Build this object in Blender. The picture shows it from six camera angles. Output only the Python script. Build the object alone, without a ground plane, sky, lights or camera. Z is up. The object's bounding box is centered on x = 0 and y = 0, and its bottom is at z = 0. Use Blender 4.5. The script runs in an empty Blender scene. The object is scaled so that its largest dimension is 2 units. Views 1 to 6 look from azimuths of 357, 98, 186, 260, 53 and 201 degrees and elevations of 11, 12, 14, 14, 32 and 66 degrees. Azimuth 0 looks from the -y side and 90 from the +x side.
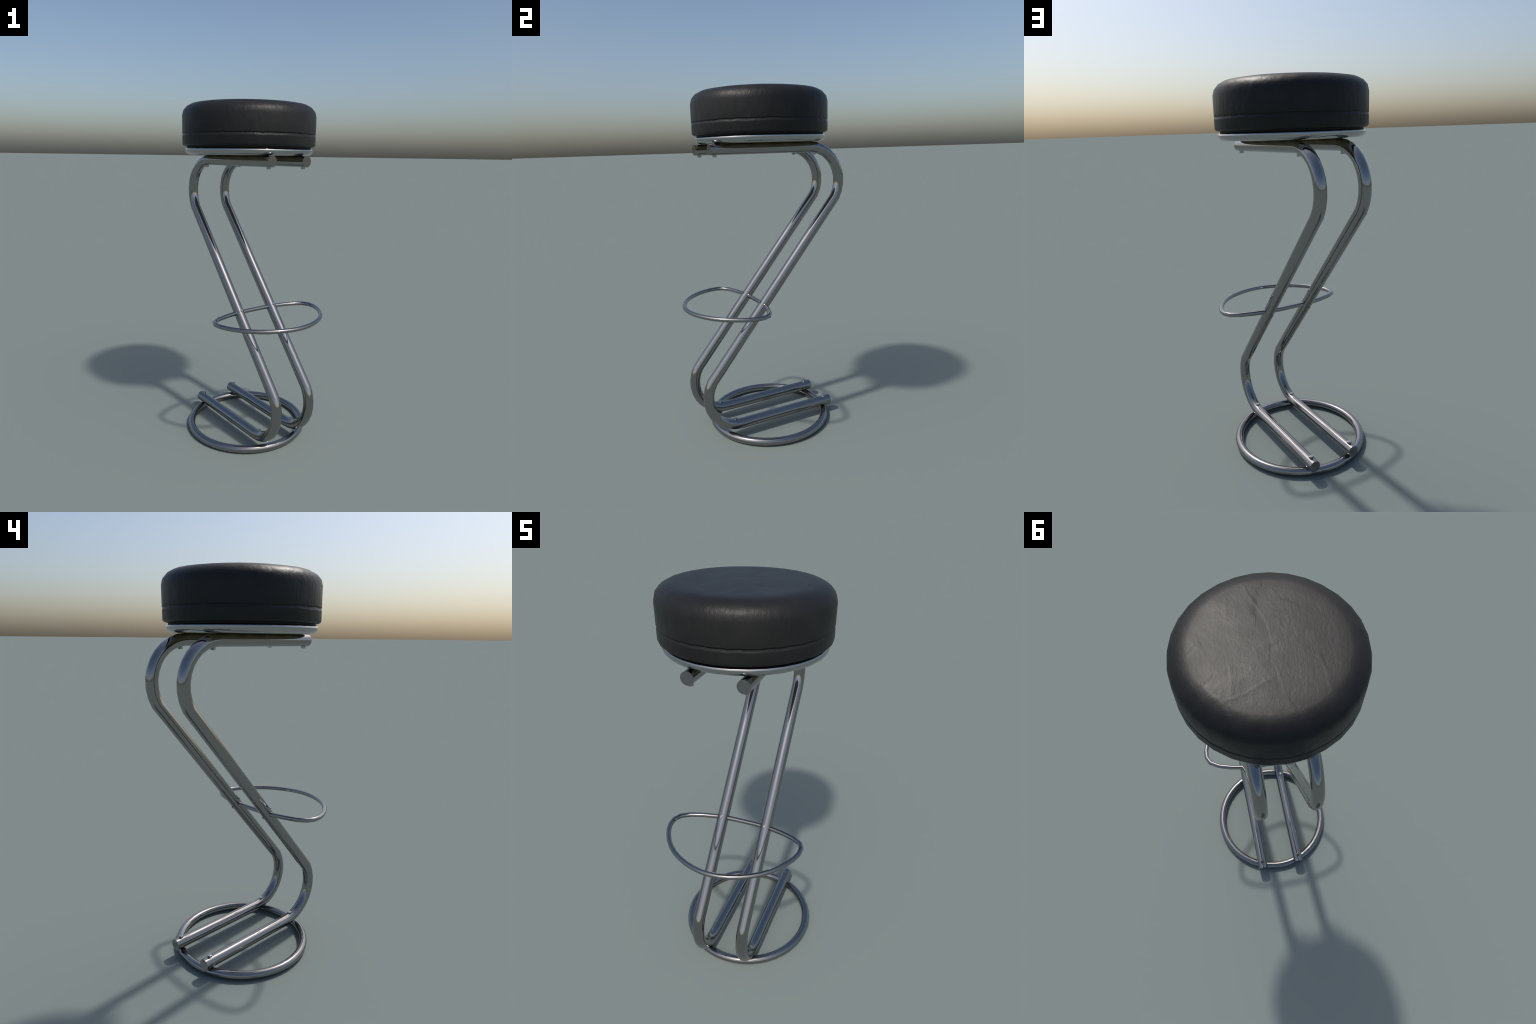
"""Bar stool: black leather round seat on a Z-shaped twin-tube chrome cantilever frame."""
import bpy, bmesh, math
import numpy as np
from mathutils import Vector, noise

# ------------------------------------------------------------------ frame of the stool
# local +x runs along the feet (towards the open tube ends on the floor), z up
CENTRE = (-0.0300, 0.0043, 0.0)
HEADING = math.radians(124.33)

col = bpy.context.scene.collection

root = bpy.data.objects.new("bar_stool", None)
root.empty_display_size = 0.3
root.location = CENTRE
root.rotation_euler = (0, 0, HEADING)
root["label"] = "tall bar stool, black leather seat, Z-shaped chrome tube frame"
root["category"] = "bar stool"
col.objects.link(root)


# ------------------------------------------------------------------ materials
def principled(name):
    m = bpy.data.materials.new(name)
    m.use_nodes = True
    nt = m.node_tree
    return m, nt, nt.nodes["Principled BSDF"], nt.nodes, nt.links


def chrome(name, colour, rough, smear=0.03):
    m, nt, b, N, L = principled(name)
    tc = N.new("ShaderNodeTexCoord")
    n = N.new("ShaderNodeTexNoise")
    n.inputs["Scale"].default_value = 9.0
    n.inputs["Detail"].default_value = 5.0
    L.new(tc.outputs["Object"], n.inputs["Vector"])
    mr = N.new("ShaderNodeMapRange")
    mr.inputs["From Min"].default_value = 0.3
    mr.inputs["From Max"].default_value = 0.7
    mr.inputs["To Min"].default_value = max(0.0, rough - smear)
    mr.inputs["To Max"].default_value = rough + smear
    L.new(n.outputs["Fac"], mr.inputs["Value"])
    L.new(mr.outputs["Result"], b.inputs["Roughness"])
    b.inputs["Base Color"].default_value = (*colour, 1)
    b.inputs["Metallic"].default_value = 1.0
    return m


def leather(name):
    m, nt, b, N, L = principled(name)
    tc = N.new("ShaderNodeTexCoord")

    def noise_tex(scale, detail, rough=0.55, dist=0.0, stretch=None):
        n = N.new("ShaderNodeTexNoise")
        n.inputs["Scale"].default_value = scale
        n.inputs["Detail"].default_value = detail
        n.inputs["Roughness"].default_value = rough
        n.inputs["Distortion"].default_value = dist
        if stretch:
            mp = N.new("ShaderNodeMapping")
            mp.inputs["Scale"].default_value = stretch
            L.new(tc.outputs["Object"], mp.inputs["Vector"])
            L.new(mp.outputs["Vector"], n.inputs["Vector"])
        else:
            L.new(tc.outputs["Object"], n.inputs["Vector"])
        return n.outputs["Fac"]

    def math_node(op, a, bval):
        q = N.new("ShaderNodeMath")
        q.operation = op
        L.new(a, q.inputs[0])
        if isinstance(bval, (int, float)):
            q.inputs[1].default_value = bval
        else:
            L.new(bval, q.inputs[1])
        return q.outputs[0]

    # colour: almost black hide, faintly mottled
    ramp = N.new("ShaderNodeValToRGB")
    ramp.color_ramp.elements[0].position = 0.3
    ramp.color_ramp.elements[0].color = (0.0120, 0.0120, 0.0122, 1)
    ramp.color_ramp.elements[1].position = 0.72
    ramp.color_ramp.elements[1].color = (0.0180, 0.0177, 0.0173, 1)
    L.new(noise_tex(7.0, 6.0, 0.6, 0.8), ramp.inputs["Fac"])
    L.new(ramp.outputs["Color"], b.inputs["Base Color"])

    # worn sheen: gloss varies in soft patches
    mr = N.new("ShaderNodeMapRange")
    mr.inputs["From Min"].default_value = 0.3
    mr.inputs["From Max"].default_value = 0.7
    mr.inputs["To Min"].default_value = 0.40
    mr.inputs["To Max"].default_value = 0.47
    L.new(noise_tex(5.0, 5.0, 0.6, 1.2), mr.inputs["Value"])
    L.new(mr.outputs["Result"], b.inputs["Roughness"])
    b.inputs["Specular IOR Level"].default_value = 0.245

    # grain: fine pebble cells, soft fibres, shallow stretched wrinkling
    v = N.new("ShaderNodeTexVoronoi")
    v.feature = "SMOOTH_F1"
    v.inputs["Scale"].default_value = 170.0
    L.new(tc.outputs["Object"], v.inputs["Vector"])
    h = math_node("MULTIPLY", v.outputs["Distance"], 0.10)
    h = math_node("ADD", h, math_node("MULTIPLY", noise_tex(75.0, 3.0, 0.55, 0.5, (1.0, 0.75, 0.6)), 0.42))
    h = math_node("ADD", h, math_node("MULTIPLY", noise_tex(24.0, 5.0, 0.6, 1.4, (1.0, 2.4, 0.55)), 0.75))
    bump = N.new("ShaderNodeBump")
    # the stretched side shows its wrinkles, the flat top is ironed smooth by use
    sep = N.new("ShaderNodeSeparateXYZ")
    L.new(tc.outputs["Normal"], sep.inputs[0])
    flat = N.new("ShaderNodeMapRange")
    flat.inputs["From Min"].default_value = 0.55
    flat.inputs["From Max"].default_value = 0.98
    flat.inputs["To Min"].default_value = 0.33
    flat.inputs["To Max"].default_value = 0.14
    L.new(sep.outputs["Z"], flat.inputs["Value"])
    L.new(flat.outputs["Result"], bump.inputs["Strength"])
    bump.inputs["Distance"].default_value = 0.006
    L.new(h, bump.inputs["Height"])
    L.new(bump.outputs["Normal"], b.inputs["Normal"])
    return m


def flat_black(name):
    m, nt, b, N, L = principled(name)
    tc = N.new("ShaderNodeTexCoord")
    n = N.new("ShaderNodeTexNoise")
    n.inputs["Scale"].default_value = 40.0
    L.new(tc.outputs["Object"], n.inputs["Vector"])
    ramp = N.new("ShaderNodeValToRGB")
    ramp.color_ramp.elements[0].color = (0.004, 0.004, 0.004, 1)  # near black: the shade in the gap under the cushion is baked in
    ramp.color_ramp.elements[1].color = (0.009, 0.009, 0.009, 1)
    L.new(n.outputs["Fac"], ramp.inputs["Fac"])
    L.new(ramp.outputs["Color"], b.inputs["Base Color"])
    b.inputs["Roughness"].default_value = 0.7
    return m


M_TUBE = chrome("chrome_tube", (0.31, 0.305, 0.30), 0.10, 0.02)
M_PLATE = chrome("polished_plate", (0.43, 0.43, 0.43), 0.05, 0.02)
M_BOLT = chrome("bolt_steel", (0.42, 0.42, 0.42), 0.10, 0.03)
M_LEATHER = leather("black_leather")


def plywood(name):
    m, nt, b, N, L = principled(name)
    tc = N.new("ShaderNodeTexCoord")
    mp = N.new("ShaderNodeMapping")
    mp.inputs["Scale"].default_value = (1.0, 5.0, 1.0)
    w = N.new("ShaderNodeTexWave")
    w.inputs["Scale"].default_value = 2.2
    w.inputs["Distortion"].default_value = 7.0
    w.inputs["Detail"].default_value = 3.0
    ramp = N.new("ShaderNodeValToRGB")
    ramp.color_ramp.elements[0].color = (0.27, 0.235, 0.135, 1)
    ramp.color_ramp.elements[1].color = (0.37, 0.335, 0.205, 1)
    L.new(tc.outputs["Object"], mp.inputs["Vector"])
    L.new(mp.outputs["Vector"], w.inputs["Vector"])
    L.new(w.outputs["Fac"], ramp.inputs["Fac"])
    L.new(ramp.outputs["Color"], b.inputs["Base Color"])
    b.inputs["Roughness"].default_value = 0.6
    return m


M_WOOD = plywood("plywood")
M_BLACK = flat_black("board_darkened_by_gap_shade")


# ------------------------------------------------------------------ helpers
def obj_from(name, me, parent=root, mat=None):
    o = bpy.data.objects.new(name, me)
    if mat is not None and not me.materials:
        me.materials.append(mat)
    o.parent = parent
    col.objects.link(o)
    return o


def mesh(name, verts, faces, smooth=True):
    me = bpy.data.meshes.new(name)
    me.from_pydata([tuple(v) for v in verts], [], faces)
    me.update()
    me.polygons.foreach_set("use_smooth", [smooth] * len(me.polygons))
    return me


def tube_mesh(name, path, radius, sides, closed=False, up=Vector((0, 0, 1)), phase=0.0):
    """Sweep a circle along a planar path with mitred joints; flat end discs on open paths."""
    P = [Vector(p) for p in path]
    n = len(P)
    verts, faces = [], []
    for i, p in enumerate(P):
        a = P[(i - 1) % n] if (closed or i > 0) else None
        b = P[(i + 1) % n] if (closed or i < n - 1) else None
        d0 = (p - a).normalized() if a is not None else (b - p).normalized()
        d1 = (b - p).normalized() if b is not None else d0
        tan = (d0 + d1).normalized()
        side = tan.cross(up).normalized()
        stretch = 1.0 / max(0.5, tan.dot(d0))
        for k in range(sides):
            q = 2 * math.pi * k / sides + phase
            verts.append(p + side * (radius * stretch * math.cos(q)) + up * (radius * math.sin(q)))
    for i in range(n if closed else n - 1):
        for k in range(sides):
            a, b = i * sides + k, i * sides + (k + 1) % sides
            c, d = ((i + 1) % n) * sides + (k + 1) % sides, ((i + 1) % n) * sides + k
            faces.append((a, d, c, b))
    caps = 0
    if not closed:
        # end discs have their own vertices so that the rim stays crisp
        for base, flip in ((0, True), ((n - 1) * sides, False)):
            s = len(verts)
            verts += [verts[base + k].copy() for k in range(sides)]
            f = tuple(range(s, s + sides))
            faces.append(f if flip else f[::-1])
            caps += 1
    me = mesh(name, verts, faces)
    for f in me.polygons[len(me.polygons) - caps:]:
        f.use_smooth = False
    me.validate()
    bm = bmesh.new()
    bm.from_mesh(me)
    bmesh.ops.recalc_face_normals(bm, faces=bm.faces)
    bm.to_mesh(me)
    bm.free()
    return me


def lathe(name, profile, sides):
    """Profile of (r, z) top to bottom, closed by discs when r is not 0."""
    verts, faces = [], []
    for r, z in profile:
        for k in range(sides):
            a = 2 * math.pi * k / sides
            verts.append((r * math.cos(a), r * math.sin(a), z))
    for i in range(len(profile) - 1):
        for k in range(sides):
            k2 = (k + 1) % sides
            faces.append((i * sides + k, (i + 1) * sides + k, (i + 1) * sides + k2, i * sides + k2))
    faces.append(tuple(range(sides)))
    faces.append(tuple(range((len(profile) - 1) * sides, len(profile) * sides))[::-1])
    return mesh(name, verts, faces)


# ------------------------------------------------------------------ Z-shaped tubes
TUBE_R, BEND_R = 0.0306, 0.199
TOP_Z, LOW_Z = 1.6812, 0.0744
TOP_END, LOW_END = -0.3628, 0.3694          # open ends
TOP_BEND, LOW_BEND = 0.2526, -0.2439        # where the bends begin
BEND_SWEEP, BEND_STEPS = math.radians(120.5), 10
TUBE_Y = (0.1146, -0.1296)


def z_path(y):
    pts = [(TOP_END, y, TOP_Z)]
    for i in range(BEND_STEPS + 1):
        a = math.pi / 2 - BEND_SWEEP * i / BEND_STEPS
        pts.append((TOP_BEND + BEND_R * math.cos(a), y, TOP_Z - BEND_R + BEND_R * math.sin(a)))
    for i in range(BEND_STEPS + 1):
        a = math.radians(90) + math.radians(59.5) + BEND_SWEEP * i / BEND_STEPS
        pts.append((LOW_BEND + BEND_R * math.cos(a), y, LOW_Z + BEND_R + BEND_R * math.sin(a)))
    pts.append((LOW_END, y, LOW_Z))
    return pts


tubes = []
tube_me = tube_mesh("frame_tube", z_path(0.0), TUBE_R, 20, up=Vector((0, 1, 0)))
for i, y in enumerate(TUBE_Y):
    o = obj_from("frame_tube" if i == 0 else "frame_tube.001", tube_me, mat=M_TUBE)
    o.location = (0, y, 0)
    tubes.append(o)

# ------------------------------------------------------------------ floor ring
RING_R, RING_T = 0.3512, 0.0224
ring = tube_mesh("base_ring",
                 [(RING_R * math.cos(2 * math.pi * k / 48), RING_R * math.sin(2 * math.pi * k / 48), RING_T)
                  for k in range(48)], RING_T, 16, closed=True)
obj_from("base_ring", ring, mat=M_TUBE)

# ------------------------------------------------------------------ D-shaped footrest
FOOT_Z, FOOT_T = 0.7850, 0.0125
half = [(-0.0500, 0.0000), (-0.0505, 0.0750), (-0.0560, 0.1450), (-0.0720, 0.2220), (-0.0940, 0.2895),
        (-0.1232, 0.3342), (-0.1605, 0.3512), (-0.2050, 0.3495), (-0.2460, 0.3365), (-0.2870, 0.3160),
        (-0.3270, 0.2900), (-0.3640, 0.2590), (-0.3970, 0.2225), (-0.4250, 0.1815), (-0.4475, 0.1370),
        (-0.4640, 0.0920), (-0.4745, 0.0465), (-0.4780, 0.0000)]
outline = half + [(t, -s) for t, s in half[-2:0:-1]]
foot_path = [(t - 0.0204, -s, FOOT_Z) for t, s in outline]
foot = tube_mesh("footrest", foot_path, FOOT_T, 12, closed=True)
obj_from("footrest", foot, mat=M_TUBE)


# ------------------------------------------------------------------ hexagon bolts
def bolt_mesh(name, radius, height, sink):
    bm = bmesh.new()
    bmesh.ops.create_cone(bm, cap_ends=True, segments=6, radius1=radius, radius2=radius, depth=height + sink)
    bmesh.ops.translate(bm, verts=bm.verts, vec=(0, 0, (height - sink) / 2))
    bmesh.ops.rotate(bm, verts=bm.verts, cent=(0, 0, 0),
                     matrix=__import__("mathutils").Matrix.Rotation(math.radians(30), 3, "Z"))
    rim = [e for e in bm.edges if all(v.co.z > height - 1e-5 for v in e.verts)]
    bmesh.ops.bevel(bm, geom=rim, offset=radius * 0.09, segments=2, affect="EDGES", profile=0.5)
    me = bpy.data.meshes.new(name)
    bm.to_mesh(me)
    bm.free()
    return me


bolt_me = bolt_mesh("bolt", 0.0122, 0.0110, 0.006)
rest_me = bolt_mesh("rest_bolt", 0.0072, 0.0062, 0.004)
nb = nr = 0


def place(me, name, n, parent, loc, rot):
    o = obj_from(name if n == 0 else "%s.%03d" % (name, n), me, parent, M_BOLT)
    o.location = loc
    o.rotation_euler = rot
    return n + 1


leg_angle = math.atan2(1.380 - 0.373, 0.4447 + 0.395)
for tube in tubes:
    for x in (-0.2822, 0.3321):
        nb = place(bolt_me, "bolt", nb, tube, (x, 0, LOW_Z + TUBE_R), (0, 0, 0))
    for x in (-0.3319, 0.2843):
        drop = TUBE_R
        if x > TOP_BEND:      # this one sits where the bend has just begun
            drop = BEND_R - math.sqrt((BEND_R - TUBE_R) ** 2 - (x - TOP_BEND) ** 2)
        nb = place(bolt_me, "bolt", nb, tube, (x, 0, TOP_Z - drop), (math.pi, 0, 0))
    cx, cz = -0.0533 - 0.0204, 0.7838
    for sgn in (1, -1):
        nx, nz = -math.sin(leg_angle) * sgn, math.cos(leg_angle) * sgn
        nr = place(rest_me, "rest_bolt", nr, tube, (cx + nx * TUBE_R, 0, cz + nz * TUBE_R),
                   (0, math.atan2(nx, nz), 0))

# ------------------------------------------------------------------ seat plate and board
plate = lathe("seat_plate", [(0.3560, 1.7524), (0.3628, 1.7522), (0.3698, 1.7475), (0.3728, 1.7415), (0.3731, 1.7370),
                             (0.3715, 1.7290), (0.3640, 1.7190), (0.3520, 1.7135), (0.3440, 1.7120), (0.3420, 1.7150)], 32)
plate_o = obj_from("seat_plate", plate, mat=M_PLATE)
for f in plate.polygons[-2:]:
    f.use_smooth = False
board = lathe("seat_board", [(0.3560, 1.7640), (0.3612, 1.7600), (0.3615, 1.7505), (0.3400, 1.7500)], 32)
obj_from("seat_board", board, mat=M_BLACK)
for f in board.polygons[-2:]:
    f.use_smooth = False

underside = lathe("seat_underside", [(0.3380, 1.7230), (0.3400, 1.7135), (0.3380, 1.7116), (0.3300, 1.7114)], 32)
obj_from("seat_underside", underside, mat=M_WOOD)
for f in underside.polygons[-2:]:
    f.use_smooth = False

# ------------------------------------------------------------------ leather cushion
SIDES, SUB = 32, 16                      # 32 flat gores, each finely divided
NA = SIDES * SUB
SEAM_Z = 1.8275


def resample(pts, step):
    out = [pts[0]]
    for a, b in zip(pts, pts[1:]):
        n = max(1, int(round(math.dist(a, b) / step)))
        out += [(a[0] + (b[0] - a[0]) * k / n, a[1] + (b[1] - a[1]) * k / n) for k in range(1, n + 1)]
    return out


shoulder = [(0.30 + 0.0886 * math.cos(math.radians(22.5 * k)), 1.930 + 0.070 * math.sin(math.radians(22.5 * k)))
            for k in range(4, -1, -1)]
corner = shoulder + [(0.3878, 1.7725), (0.3856, 1.7665), (0.3800, 1.7618), (0.3700, 1.7588), (0.3580, 1.7585)]
fine = resample([(0.004, 2.0)] + shoulder[:1], 0.0036)
fine += resample(shoulder + [(0.3882, 1.848)], 0.0050)[1:]
fine += resample([(0.3882, 1.848), (0.3880, 1.806)], 0.0010)[1:]
fine += resample([(0.3880, 1.806)] + corner[5:], 0.0040)[1:]
prof = np.array(fine)

# smooth shading normals of the low profile, as a softly rounded shape would have
corner_pts = np.array([(0.0, 2.0), (0.255, 2.0)] + corner)
seg = np.diff(corner_pts, axis=0)
seg_n = np.stack([-seg[:, 1], seg[:, 0]], 1)
seg_n /= np.linalg.norm(seg_n, axis=1)[:, None]
vert_n = np.vstack([[(0, 1)], (seg_n[:-1] + seg_n[1:]), [(0, -1)]])
vert_n /= np.linalg.norm(vert_n, axis=1)[:, None]
vert_n[1] = (0.0, 1.0)
vert_n[2] = (0.06, 0.9982)
arc = np.concatenate([[0], np.cumsum(np.linalg.norm(seg, axis=1))])


def profile_normal(r, z):
    best = None
    for i in range(len(seg)):
        d = seg[i]
        u = np.clip(((r - corner_pts[i, 0]) * d[0] + (z - corner_pts[i, 1]) * d[1]) / (d @ d), 0, 1)
        e = math.hypot(r - corner_pts[i, 0] - u * d[0], z - corner_pts[i, 1] - u * d[1])
        if best is None or e < best[0] - 1e-9:
            n = vert_n[i] * (1 - u) + vert_n[i + 1] * u
            best = (e, n / np.linalg.norm(n))
    return best[1]


# creases pressed into the top: start, way points, end (stool frame, metres), height
CREASES = [
    ([(0.128, -0.269), (0.182, -0.237), (0.212, -0.198), (0.195, -0.126), (0.158, -0.044)], 0.00052, 0.0042),
    ([(0.074, -0.160), (0.157, -0.169), (0.237, -0.187)], 0.00036, 0.0036),
    ([(0.128, -0.269), (0.097, -0.229), (0.086, -0.177)], 0.00036, 0.0036),
    ([(-0.179, -0.022), (-0.127, -0.005), (-0.065, 0.004), (0.006, 0.004), (0.079, -0.013),
      (0.105, -0.003), (0.161, 0.001), (0.200, 0.005)], -0.00026, 0.0045),
    ([(-0.289, -0.046), (-0.237, -0.034), (-0.191, -0.015)], 0.00038, 0.0042),
    ([(-0.153, -0.271), (-0.111, -0.264), (-0.052, -0.259), (0.027, -0.275)], 0.00034, 0.0042),
    ([(0.096, 0.172), (0.134, 0.175), (0.225, 0.174)], 0.00032, 0.0042),
    ([(-0.194, 0.078), (-0.164, 0.127)], 0.00032, 0.0042),
    ([(-0.009, -0.300), (-0.046, -0.265)], 0.00036, 0.0036),
    ([(0.020, -0.054), (0.002, -0.019), (-0.024, 0.033)], 0.00025, 0.0070),
    ([(-0.145, -0.023), (-0.197, -0.011), (-0.263, 0.015)], -0.00065, 0.0140),
    ([(0.259, 0.025), (0.318, 0.037)], 0.00038, 0.0042),
    ([(-0.255, -0.128), (-0.154, -0.139)], 0.00028, 0.0042),
    ([(0.212, -0.212), (0.284, -0.194)], 0.00040, 0.0050),
]
# fainter hair-line folds: a dense nest near one edge, a few strays elsewhere
rng = np.random.default_rng(11)
for k in range(46):
    if k < 30:
        x, y = rng.normal(0.15, 0.075), rng.normal(-0.165, 0.070)
    else:
        a, q = rng.uniform(0, 2 * math.pi), 0.28 * math.sqrt(rng.uniform(0.05, 1))
        x, y = q * math.cos(a), q * math.sin(a)
    turn = rng.normal(0.1, 0.6)
    pts = [(x, y)]
    for _ in range(rng.integers(2, 4)):
        turn += rng.normal(0, 0.30)
        x, y = x + 0.021 * math.cos(turn), y + 0.021 * math.sin(turn)
        pts.append((x, y))
    CREASES.append((pts, float(rng.choice([-1, 1, 1]) * rng.uniform(0.00008, 0.00019)), float(rng.uniform(0.0022, 0.0032))))
CREASE_BOX = [(min(p[0] for p in c[0]) - 9 * c[2], max(p[0] for p in c[0]) + 9 * c[2],
               min(p[1] for p in c[0]) - 9 * c[2], max(p[1] for p in c[0]) + 9 * c[2]) for c in CREASES]


def crease_height(x, y):
    """Folds: a steep flank on the side away from the feet, a long soft one on the other."""
    h = 0.0
    for (pts, amp, width), box in zip(CREASES, CREASE_BOX):
        if not (box[0] < x < box[1] and box[2] < y < box[3]):
            continue
        best = None
        for a, b in zip(pts, pts[1:]):
            dx, dy = b[0] - a[0], b[1] - a[1]
            ln = math.hypot(dx, dy)
            u = max(0.0, min(1.0, ((x - a[0]) * dx + (y - a[1]) * dy) / (ln * ln)))
            d = math.hypot(x - a[0] - u * dx, y - a[1] - u * dy)
            if best is None or d < best[0]:
                nx, ny = -dy / ln, dx / ln
                if nx > 0.0:
                    nx, ny = -nx, -ny
                best = (d, (x - a[0]) * nx + (y - a[1]) * ny)
        d, sd = best
        w = width if sd > 0 else 3.5 * width
        if d < 3 * w:
            h += amp * math.exp(-(d / w) ** 2)
    return h


def relief(r, z, ang):
    """Height of the hide above the plain profile, along the surface normal."""
    x, y = r * math.cos(ang), r * math.sin(ang)
    h = 0.0
    # stitched seam: a wandering groove with a lip under it
    c, q = math.cos(ang), math.sin(ang)
    wob = 0.0030 * noise.noise(Vector((c * 8, q * 8, 3.1))) + 0.0012 * noise.noise(Vector((c * 25, q * 25, 8.0)))
    if z < 1.86 and r > 0.37:
        d = z - SEAM_Z - wob
        if d > 0:                                   # upper panel rolls under
            h -= 0.0052 * max(0.0, 1 - (d / 0.0058)) ** 1.15
        else:                                       # lower panel slopes back out
            h -= 0.0052 * max(0.0, 1 + d / 0.0125) ** 1.2
        h -= 0.0006 * math.exp(-((d + 0.0055) / 0.0013) ** 2)
        # the hide puckers a little along the stitches
        h += 0.00055 * noise.noise(Vector((c * 48, q * 48, z * 14))) * math.exp(-abs(d) / 0.016)
    # soft sag of the padding, livelier on the stretched side
    side = min(1.0, max(0.0, (r - 0.31) / 0.06))
    h += (0.0009 + 0.0009 * side) * noise.noise(Vector((x * 7, y * 7, z * 7)))
    h += (0.00018 + 0.00075 * side) * noise.noise(Vector((x * 21 + 4, y * 21, z * 12)))
    h += 0.00042 * side * noise.noise(Vector((x * 55, y * 55, z * 18 + 2)))
    return h


ang = np.array([2 * math.pi * (i // SUB) / SIDES for i in range(NA)])
base = np.zeros((len(prof), NA, 3))
disp = np.zeros((len(prof), NA))
smooth_n = np.zeros((len(prof), NA, 3))
theta = np.zeros(NA)
chord = np.zeros((NA, 2))
for i in range(NA):
    k, f = divmod(i, SUB)
    a0, a1 = 2 * math.pi * k / SIDES, 2 * math.pi * (k + 1) / SIDES
    u = f / SUB
    chord[i] = (math.cos(a0) * (1 - u) + math.cos(a1) * u, math.sin(a0) * (1 - u) + math.sin(a1) * u)
    theta[i] = a0 + (a1 - a0) * u
for j, (r, z) in enumerate(prof):
    nr_, nz_ = profile_normal(r, z)
    base[j, :, :2] = chord * r
    base[j, :, 2] = z
    smooth_n[j, :, 0] = np.cos(theta) * nr_
    smooth_n[j, :, 1] = np.sin(theta) * nr_
    smooth_n[j, :, 2] = nz_
    for i in range(NA):
        disp[j, i] = relief(r, z, theta[i])
        if r < 0.34:
            disp[j, i] += crease_height(r * math.cos(theta[i]), r * math.sin(theta[i]))
moved = base + smooth_n * disp[..., None]
built = base + smooth_n * (disp * 0.42)[..., None]      # keep the outline taut


def grid_normals(g):
    du = np.roll(g, -1, 1) - np.roll(g, 1, 1)
    dv = np.gradient(g, axis=0)
    n = np.cross(dv, du)
    l = np.linalg.norm(n, axis=2, keepdims=True)
    return n / np.maximum(l, 1e-12)


# shading normal = smooth profile normal + what the relief adds to the plain mesh
shade = smooth_n + (grid_normals(moved) - grid_normals(base))
shade /= np.linalg.norm(shade, axis=2, keepdims=True)


def cushion_piece(name, j0, j1, close_top=False, close_low=False):
    rows = range(j0, j1 + 1)
    verts = [built[j, i] for j in rows for i in range(NA)]
    norms = [shade[j, i] for j in rows for i in range(NA)]
    faces = []
    for j in range(j1 - j0):
        for i in range(NA):
            i2 = (i + 1) % NA
            faces.append((j * NA + i, (j + 1) * NA + i, (j + 1) * NA + i2, j * NA + i2))
    if close_top:
        faces.append(tuple(range(NA)))
    if close_low:
        s = len(verts) - NA
        faces.append(tuple(range(s, s + NA))[::-1])
    me = mesh(name, verts, faces)
    me.normals_split_custom_set_from_vertices([tuple(n) for n in norms])
    return obj_from(name, me, mat=M_LEATHER)


j_seam = int(np.argmin(np.where(prof[:, 0] > 0.37, np.abs(prof[:, 1] - SEAM_Z), 9)))
cushion_piece("seat_cushion", 0, j_seam, close_top=True)
cushion_piece("seat_band", j_seam, len(prof) - 1, close_low=True)
